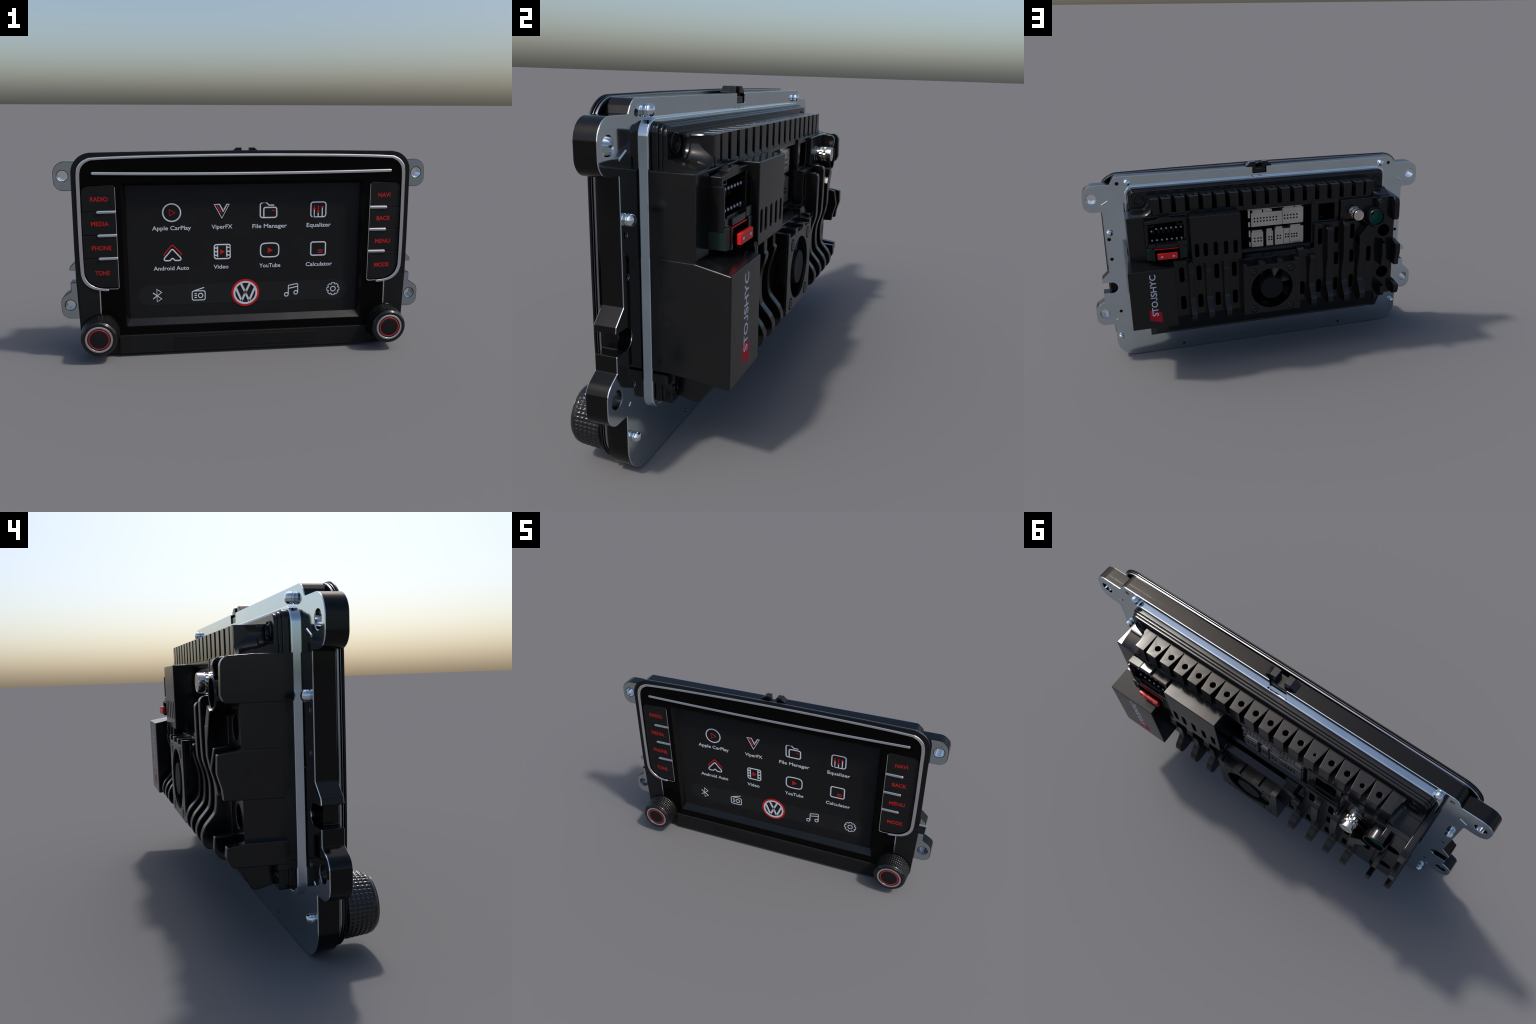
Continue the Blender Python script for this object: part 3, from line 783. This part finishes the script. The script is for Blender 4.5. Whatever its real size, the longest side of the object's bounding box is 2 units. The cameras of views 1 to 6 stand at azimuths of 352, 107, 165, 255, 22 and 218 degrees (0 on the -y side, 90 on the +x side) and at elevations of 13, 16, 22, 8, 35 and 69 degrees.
# ---- antenna plug
plug = empty("antenna_plug", H)
cy = (-0.5215, 0, 0.8365)
lathe("plug_base", [(0.034, 0.130), (0.034, 0.146), (0.031, 0.148), (0.031, 0.154), (0.028, 0.156), (0.028, 0.166)], SMOKE, plug, n=36, centre=cy)
bump = []
prof = [(0.026, 0.150), (0.026, 0.166), (0.0305, 0.168), (0.0305, 0.178), (0.0275, 0.180), (0.0275, 0.184), (0.0310, 0.186), (0.0310, 0.194), (0.0285, 0.196), (0.0285, 0.199), (0.0315, 0.201), (0.0318, 0.218), (0.0305, 0.2205), (0.026, 0.2205), (0.0252, 0.2195), (0.0005, 0.2195)]
pmesh = lathe_mesh(prof, 72, centre=cy)
for v in pmesh.vertices:
    dx, dz = v.co.x - cy[0], v.co.z - cy[2]
    if 0.167 < v.co.y < 0.195 and hypot(dx, dz) > 0.029:
        a = atan2(dz, dx)
        k_ = 1 + 0.055 * sin(a * 14 + (1.6 if v.co.y > 0.182 else 0))
        v.co.x, v.co.z = cy[0] + dx * k_, cy[2] + dz * k_
put("plug_nut", pmesh, NICKEL, plug)

# ---- prongs on the -x edge
def prong(x0, x1, prof, name="side_prong"):
    return prism(name, fillet(prof, 6), x0, x1, PLASTIC, H, axis='x', bevel=0.003)
prong(-0.787, -0.757, [(-0.02, 0.775, 0), (0.190, 0.774, 0.018), (0.2005, 0.80, 0.01), (0.198, 0.909, 0.03), (0.10, 0.9145, 0), (-0.02, 0.9145, 0)])
prong(-0.680, -0.655, [(0.13, 0.85, 0), (0.194, 0.855, 0.004), (0.2035, 0.910, 0.03), (0.13, 0.9125, 0)])
mid = [(0.02, 0.490, 0), (0.204, 0.494, 0.003), (0.2075, 0.528, 0.03), (0.2215, 0.575, 0.03), (0.219, 0.630, 0.004), (0.148, 0.641, 0), (0.02, 0.638, 0)]
prong(-0.796, -0.766, mid)
prong(-0.705, -0.682, [(0.13, 0.492, 0), (0.203, 0.494, 0.003), (0.2075, 0.528, 0.03), (0.2215, 0.575, 0.03), (0.2095, 0.640, 0.004), (0.13, 0.655, 0)])
low = [(0.012, 0.290, 0.01), (0.19, 0.294, 0.02), (0.206, 0.325, 0.02), (0.204, 0.358, 0.004), (0.145, 0.366, 0), (0.012, 0.364, 0.006)]
prong(-0.8065, -0.774, low)
prong(-0.704, -0.678, [(0.08, 0.285, 0), (0.205, 0.295, 0.03), (0.222, 0.325, 0.02), (0.219, 0.368, 0.004), (0.08, 0.375, 0)])

# ---- vented cover (mid box) and the two boxes on the +x side
mb_holes = [slot(x, 0.678, 0.7565, 0.0110) for x in (0.4205, 0.3725, 0.3155, 0.258, 0.204)]
prism("vented_cover", [fillet([(0.1705, 0.6385, 0.003), (0.4505, 0.6385, 0.003), (0.4505, 0.9125, 0.004), (0.1705, 0.9125, 0.004)])] + mb_holes, 0.09, 0.1975, PLASTIC, H, bevel=0.003)
hb(0.18, 0.445, 0.08, 0.150, 0.66, 0.78, mat=VOID, bevel=0, name="interior")
box("connector_box", 0.684, 0.7835, -0.0172, 0.125, 0.655, 0.9135, PLASTIC, H, 0.005)
prism("connector_box", [fillet([(0.45, 0.640, 0), (0.69, 0.640, 0), (0.69, 0.9135, 0), (0.45, 0.9135, 0)]), fillet([(0.676, 0.772, 0), (0.484, 0.772, 0), (0.480, 0.888, 0), (0.674, 0.880, 0)])], 0.05, 0.112, PLASTIC, H, bevel=0.002)
box("connector_box", 0.45, 0.70, 0.05, 0.125, 0.902, 0.9135, PLASTIC, H, 0.004)
lb = fillet([(0.020, 0.315, 0.003), (0.2415, 0.3000, 0.003), (0.2415, 0.6450, 0.003), (0.128, 0.6655, 0.003), (0.020, 0.6655, 0.003)])
lbm = prism_mesh([lb], 0.553, 0.8055, 'x', 0.004)
for v in lbm.vertices:      # the outer wall has draft: it narrows towards the plate
    if v.co.x > 0.75:
        v.co.x -= 0.0165 * max(0.0, 0.2415 - v.co.y) / 0.2215
label_box = put("label_box", lbm, PLASTIC, H)
box("housing_block", 0.553, 0.7795, -0.0165, 0.03, 0.308, 0.668, PLASTIC, H, 0.004)
# printed name, read bottom to top, on a red flag
J = [(a + 0.0158, b) for a, b in fillet([(0.0980, 0.0345, 0), (0.0980, 0.012, 0), (0.0980, -0.0006, 0.013), (0.0790, -0.0006, 0.010), (0.0790, 0.008, 0), (0.0840, 0.008, 0), (0.0840, 0.0042, 0.005), (0.0928, 0.0042, 0.007), (0.0928, 0.0345, 0)], 6)]
tm = join_meshes([text_mesh("STO", 0.0, 0.0915, 0.0, 0.0345, 0.0, 0.0006, 0.012), prism_mesh([J], -0.0006, 0.0), text_mesh("SHYC", 0.1190, 0.2485, 0.0, 0.0345, 0.0, 0.0006, 0.012)])
for v in tm.vertices:
    u, d, h = v.co
    v.co = (0.6610 + h, 0.2413 - d, 0.3735 + u)
put("printed_name", tm, WHITE, label_box)
prism("printed_flag", [(0.7075, 0.349), (0.6410, 0.330), (0.6415, 0.3925), (0.7085, 0.411)], 0.2405, 0.2417, LABELRED, label_box)

# ---- main wiring connector with pins, lip, blade fuse
K = empty("wiring_connector", H)
shell = [fillet([(0.690, 0.762, 0.003), (0.470, 0.762, 0.003), (0.466, 0.903, 0.004), (0.545, 0.905, 0.002), (0.556, 0.914, 0.002), (0.612, 0.912, 0.002), (0.622, 0.901, 0.002), (0.688, 0.895, 0.004)]),
         fillet([(0.676, 0.772, 0.002), (0.484, 0.772, 0.002), (0.480, 0.888, 0.003), (0.674, 0.880, 0.003)])]
prism("connector_shell", shell, 0.06, 0.163, PLASTIC, K, bevel=0.002)
box("connector_shell", 0.680, 0.692, 0.10, 0.172, 0.735, 0.868, PLASTIC, K, 0.003)
hb(0.47, 0.69, 0.055, 0.075, 0.765, 0.895, mat=VOID, bevel=0, name="interior")
for x0, x1 in ((0.640, 0.676), (0.480, 0.516)):
    prism("latch_window", [rrect(x0, x1, 0.866, 0.890, 0.002, 2), rrect(x0 + 0.004, x1 - 0.004, 0.871, 0.886, 0.002, 2)], 0.12, 0.160, PLASTIC, K)
box("connector_lip", 0.525, 0.640, 0.12, 0.180, 0.745, 0.768, PLASTIC, K, 0.003)
box("connector_lip", 0.640, 0.690, 0.12, 0.172, 0.738, 0.772, PLASTIC, K, 0.003)
box("connector_lip", 0.470, 0.525, 0.12, 0.182, 0.749, 0.781, PLASTIC, K, 0.003)
pm = lathe_mesh([(0.0056, 0.1485), (0.0056, 0.1505), (0.0040, 0.1525), (0.0005, 0.1528)], 12)
finish(pm)
pm.materials.append(PIN)
for i in range(7):
    for z in (0.785, 0.850):
        o = bpy.data.objects.new("pin", pm)
        COL.objects.link(o); o.parent = K
        xx = 0.6555 - 0.0268 * i
        o.location = (xx, 0, z - (0.012 if (i == 0 and z > 0.8) else 0))
stalks = [lathe_mesh([(0.0030, 0.07), (0.0030, 0.149)], 8, centre=(0.6555 - 0.0268 * i, 0, z - (0.012 if (i == 0 and z > 0.8) else 0))) for i in range(7) for z in (0.785, 0.850)]
put("pin_stalks", join_meshes(stalks), VOID, K)["kind"] = "stuff"
for i in range(6):
    box("pin_shroud", 0.642 - 0.0268 * i - 0.008, 0.642 - 0.0268 * i + 0.008, 0.07, 0.118, 0.810, 0.838, PANEL, K, 0.003)
# fuse holder
for x0, x1 in ((0.660, 0.690), (0.472, 0.504)):
    box("fuse_socket", x0, x1, 0.10, 0.182, 0.680, 0.747, GREEN, K, 0.003)
box("fuse_socket", 0.648, 0.662, 0.10, 0.186, 0.676, 0.744, PLASTIC, K, 0.003)
box("fuse_socket", 0.500, 0.514, 0.10, 0.186, 0.676, 0.752, PLASTIC, K, 0.003)
box("fuse_socket", 0.514, 0.648, 0.10, 0.165, 0.676, 0.744, VOID, K, 0.002)
box("blade_fuse", 0.516, 0.648, 0.16, 0.181, 0.738, 0.742, FUSE, K, 0.001)
box("fuse_body", 0.531, 0.633, 0.15, 0.195, 0.686, 0.720, VOID, K, 0.002)
fuse = box("blade_fuse", 0.5275, 0.6365, 0.192, 0.2065, 0.6885, 0.7235, FUSE, K, 0.003)
for x in (0.6135, 0.5500):
    box("fuse_mark", x - 0.006, x + 0.006, 0.205, 0.2069, 0.7015, 0.7095, WHITE, fuse, 0.0005)
put("fuse_mark", stroke_mesh([(p[0], p[1]) for p in fillet([(0.566, 0.699, 0.006), (0.598, 0.699, 0.006), (0.598, 0.714, 0.006), (0.566, 0.714, 0.006)])], 0.0022, 0.2062, True), LABELRED, fuse)
put("wire_tail", stroke_mesh([(0.457, 0.655), (0.462, 0.638), (0.464, 0.62)], 0.016, 0.190, flat=1.0), PLASTIC, K)
box("housing_block", 0.466, 0.532, 0.10, 0.160, 0.640, 0.6525, PLASTIC, H, 0.003)

# ---- metal connector shells in the bay
S = empty("metal_connectors", H)
def shell_block(x0, x1, z0, z1, y1, pins, tabs=1):
    b = box("connector_face", x0, x1, 0.066, y1, z0, z1, TIN, S, 0.0015)
    hs = []
    for (px, pz) in pins:
        hs.append(lathe_mesh([(0.0050, y1 - 0.001), (0.0050, y1 + 0.0004)], 12, centre=(px, 0, pz)))
    if hs:
        o = put("contact_holes", join_meshes(hs), VOID, b)
        o["kind"] = "stuff"
    return b
def grid(xs, zs):
    return [(x, z) for x in xs for z in zs]
shell_block(-0.0880, 0.0955, 0.797, 0.880, 0.118, grid([0.076 - 0.0185 * i for i in range(8)], (0.847, 0.829)))
shell_block(-0.2130, -0.0895, 0.797, 0.893, 0.118, grid([-0.103 - 0.0185 * i for i in range(5)], (0.850, 0.831)))
for x0, x1, zt, pins in ((0.026, 0.0965, 0.764, grid((0.077, 0.057, 0.040), (0.727, 0.709))), (-0.033, 0.008, 0.764, grid((-0.008, -0.024), (0.727, 0.711))),
                         (-0.095, -0.043, 0.774, grid((-0.060, -0.076), (0.730, 0.713))), (-0.133, -0.0965, 0.770, grid((-0.109, -0.124), (0.733, 0.717))),
                         (-0.213, -0.1345, 0.778, grid((-0.146, -0.161, -0.176), (0.732, 0.716)))):
    shell_block(x0, x1, 0.674, zt, 0.118, pins)
for x0, x1, z0, z1, y in ((0.100, 0.112, 0.850, 0.893, 0.112), (0.100, 0.112, 0.797, 0.826, 0.112), (-0.219, -0.212, 0.800, 0.890, 0.110), (0.100, 0.110, 0.735, 0.775, 0.112), (0.100, 0.109, 0.676, 0.705, 0.112),
                          (-0.2195, -0.2125, 0.678, 0.775, 0.110), (0.028, 0.085, 0.879, 0.893, 0.110), (-0.030, 0.022, 0.880, 0.894, 0.110), (-0.160, -0.100, 0.892, 0.904, 0.110), (-0.205, -0.168, 0.892, 0.903, 0.110),
                          (-0.02, 0.112, 0.893, 0.8985, 0.104), (-0.213, -0.02, 0.896, 0.906, 0.104), (0.03, 0.09, 0.763, 0.773, 0.110), (-0.028, 0.004, 0.763, 0.776, 0.110), (-0.090, -0.05, 0.773, 0.783, 0.110),
                          (-0.20, -0.14, 0.777, 0.786, 0.110)):
    box("shell_tab", x0, x1, 0.072, y, z0, z1, TIN, S, 0.0012)
# sheet under the fins above the shells
box("shell_roof", -0.216, 0.115, 0.060, 0.116, 0.902, 0.9075, TIN, S, 0.001)

for o in list(S.children) + [c for ch in S.children for c in ch.children]:
    for v in o.data.vertices:
        v.co.y -= 0.0125
        v.co.z -= 0.0075
        v.co.x += -0.0045
# ---- fan block
F = empty("cooling_fan", H)
fc = (0.0035, 0.4485)
nz = 0.598
top = [(-0.167, 0.2985, 0.004), (0.172, 0.2985, 0.004), (0.170, 0.617, 0.003), (0.150, 0.617, 0.002), (0.148, nz, 0.003), (0.081, nz, 0.003), (0.079, 0.617, 0.002), (0.043, 0.617, 0.002), (0.041, nz, 0.003), (-0.029, nz, 0.003),
       (-0.031, 0.617, 0.002), (-0.064, 0.617, 0.002), (-0.066, nz, 0.003), (-0.132, nz, 0.003), (-0.134, 0.617, 0.002), (-0.1655, 0.6195, 0.003)]
holes = [circle(fc[0], fc[1], 0.1235, 56)]
corners = [(0.1125, 0.563), (-0.109, 0.565), (0.1115, 0.328), (-0.1065, 0.328)]
cb = [circle(x, z, 0.0235, 28) for x, z in corners]
prism("fan_frame", [fillet(top, 5)] + holes, 0.168, 0.219, PLASTIC, F, bevel=0.002)
prism("fan_frame", [fillet(top, 5)] + holes + cb, 0.2175, 0.2245, PLASTIC, F, bevel=0.002)
prism("fan_frame", [fillet([(-0.167, 0.2985, 0.004), (0.172, 0.2985, 0.004), (0.170, 0.600, 0.003), (-0.1655, 0.600, 0.003)]), circle(fc[0], fc[1], 0.1235, 56)], 0.09, 0.170, PLASTIC, F, bevel=0.002)
prism("fan_frame", fillet([(0.135, 0.641, 0.003), (0.1705, 0.626, 0.002), (0.1705, 0.590, 0), (0.135, 0.590, 0)]), -0.166, 0.170, PLASTIC, F, axis='x', bevel=0.002)
lathe("fan_well", [(0.1232, 0.12), (0.1232, 0.1205), (0.0005, 0.1205)], VOID, F, n=40, centre=(fc[0], 0, fc[1]))
lathe("fan_hub", [(0.0665, 0.13), (0.0665, 0.2195), (0.064, 0.2232), (0.0005, 0.2232)], PANEL, F, n=48, centre=(fc[0], 0, fc[1]))
def blade_mesh():
    bm = bmesh.new()
    na, nr = 8, 5
    lay = []
    for side in (0, 1):
        g = []
        for i in range(na + 1):
            row = []
            for j in range(nr + 1):
                r = 0.060 + (0.118 - 0.060) * j / nr
                a = radians(-15 + 30 * i / na + 8 * j / nr)
                y = 0.160 + 0.045 * i / na + (0.0025 if side else 0)
                row.append(bm.verts.new((r * cos(a), y, r * sin(a))))
            g.append(row)
        lay.append(g)
    for g in lay:
        for i in range(na):
            for j in range(nr):
                bm.faces.new((g[i][j], g[i + 1][j], g[i + 1][j + 1], g[i][j + 1]))
    A, B = lay
    for i in range(na):
        bm.faces.new((A[i][0], A[i + 1][0], B[i + 1][0], B[i][0])); bm.faces.new((A[i][nr], A[i + 1][nr], B[i + 1][nr], B[i][nr]))
    for j in range(nr):
        bm.faces.new((A[0][j], A[0][j + 1], B[0][j + 1], B[0][j])); bm.faces.new((A[na][j], A[na][j + 1], B[na][j + 1], B[na][j]))
    me = bpy.data.meshes.new("fan_blade")
    bm.to_mesh(me); bm.free()
    finish(me)
    me.materials.append(PLASTIC)
    return me
bme = blade_mesh()
for k in range(7):
    o = bpy.data.objects.new("fan_blade", bme)
    COL.objects.link(o); o.parent = F
    o.location = (fc[0], 0, fc[1])
    o.rotation_euler = (0, radians(k * 360 / 7 + 12), 0)
for x, z in corners:
    lathe("fan_screw", [(0.0185, 0.205), (0.0185, 0.2232), (0.0165, 0.2258), (0.010, 0.2268), (0.008, 0.2248), (0.006, 0.2248), (0.005, 0.2262), (0.0005, 0.2262)], PLASTIC, F, n=28, centre=(x, 0, z))

# shelf between the metal connectors and the fan
prism("fan_shelf", fillet([(0.080, 0.668, 0), (0.106, 0.664, 0.003), (0.119, 0.655, 0.003), (0.121, 0.60, 0), (0.080, 0.60, 0)]), -0.262, 0.168, PLASTIC, H, axis='x', bevel=0.002)
box("housing_block", -0.262, 0.168, 0.040, 0.110, 0.60, 0.658, PLASTIC, H, 0.003)
box("shelf_slot", -0.165, 0.169, 0.118, 0.137, 0.60, 0.622, VOID, H, 0.0)
prism("shelf_gusset", fillet([(-0.165, 0.60, 0), (-0.165, 0.647, 0.003), (-0.222, 0.650, 0.006), (-0.270, 0.612, 0.008), (-0.270, 0.60, 0)]), 0.12, 0.1765, PLASTIC, H, bevel=0.003)
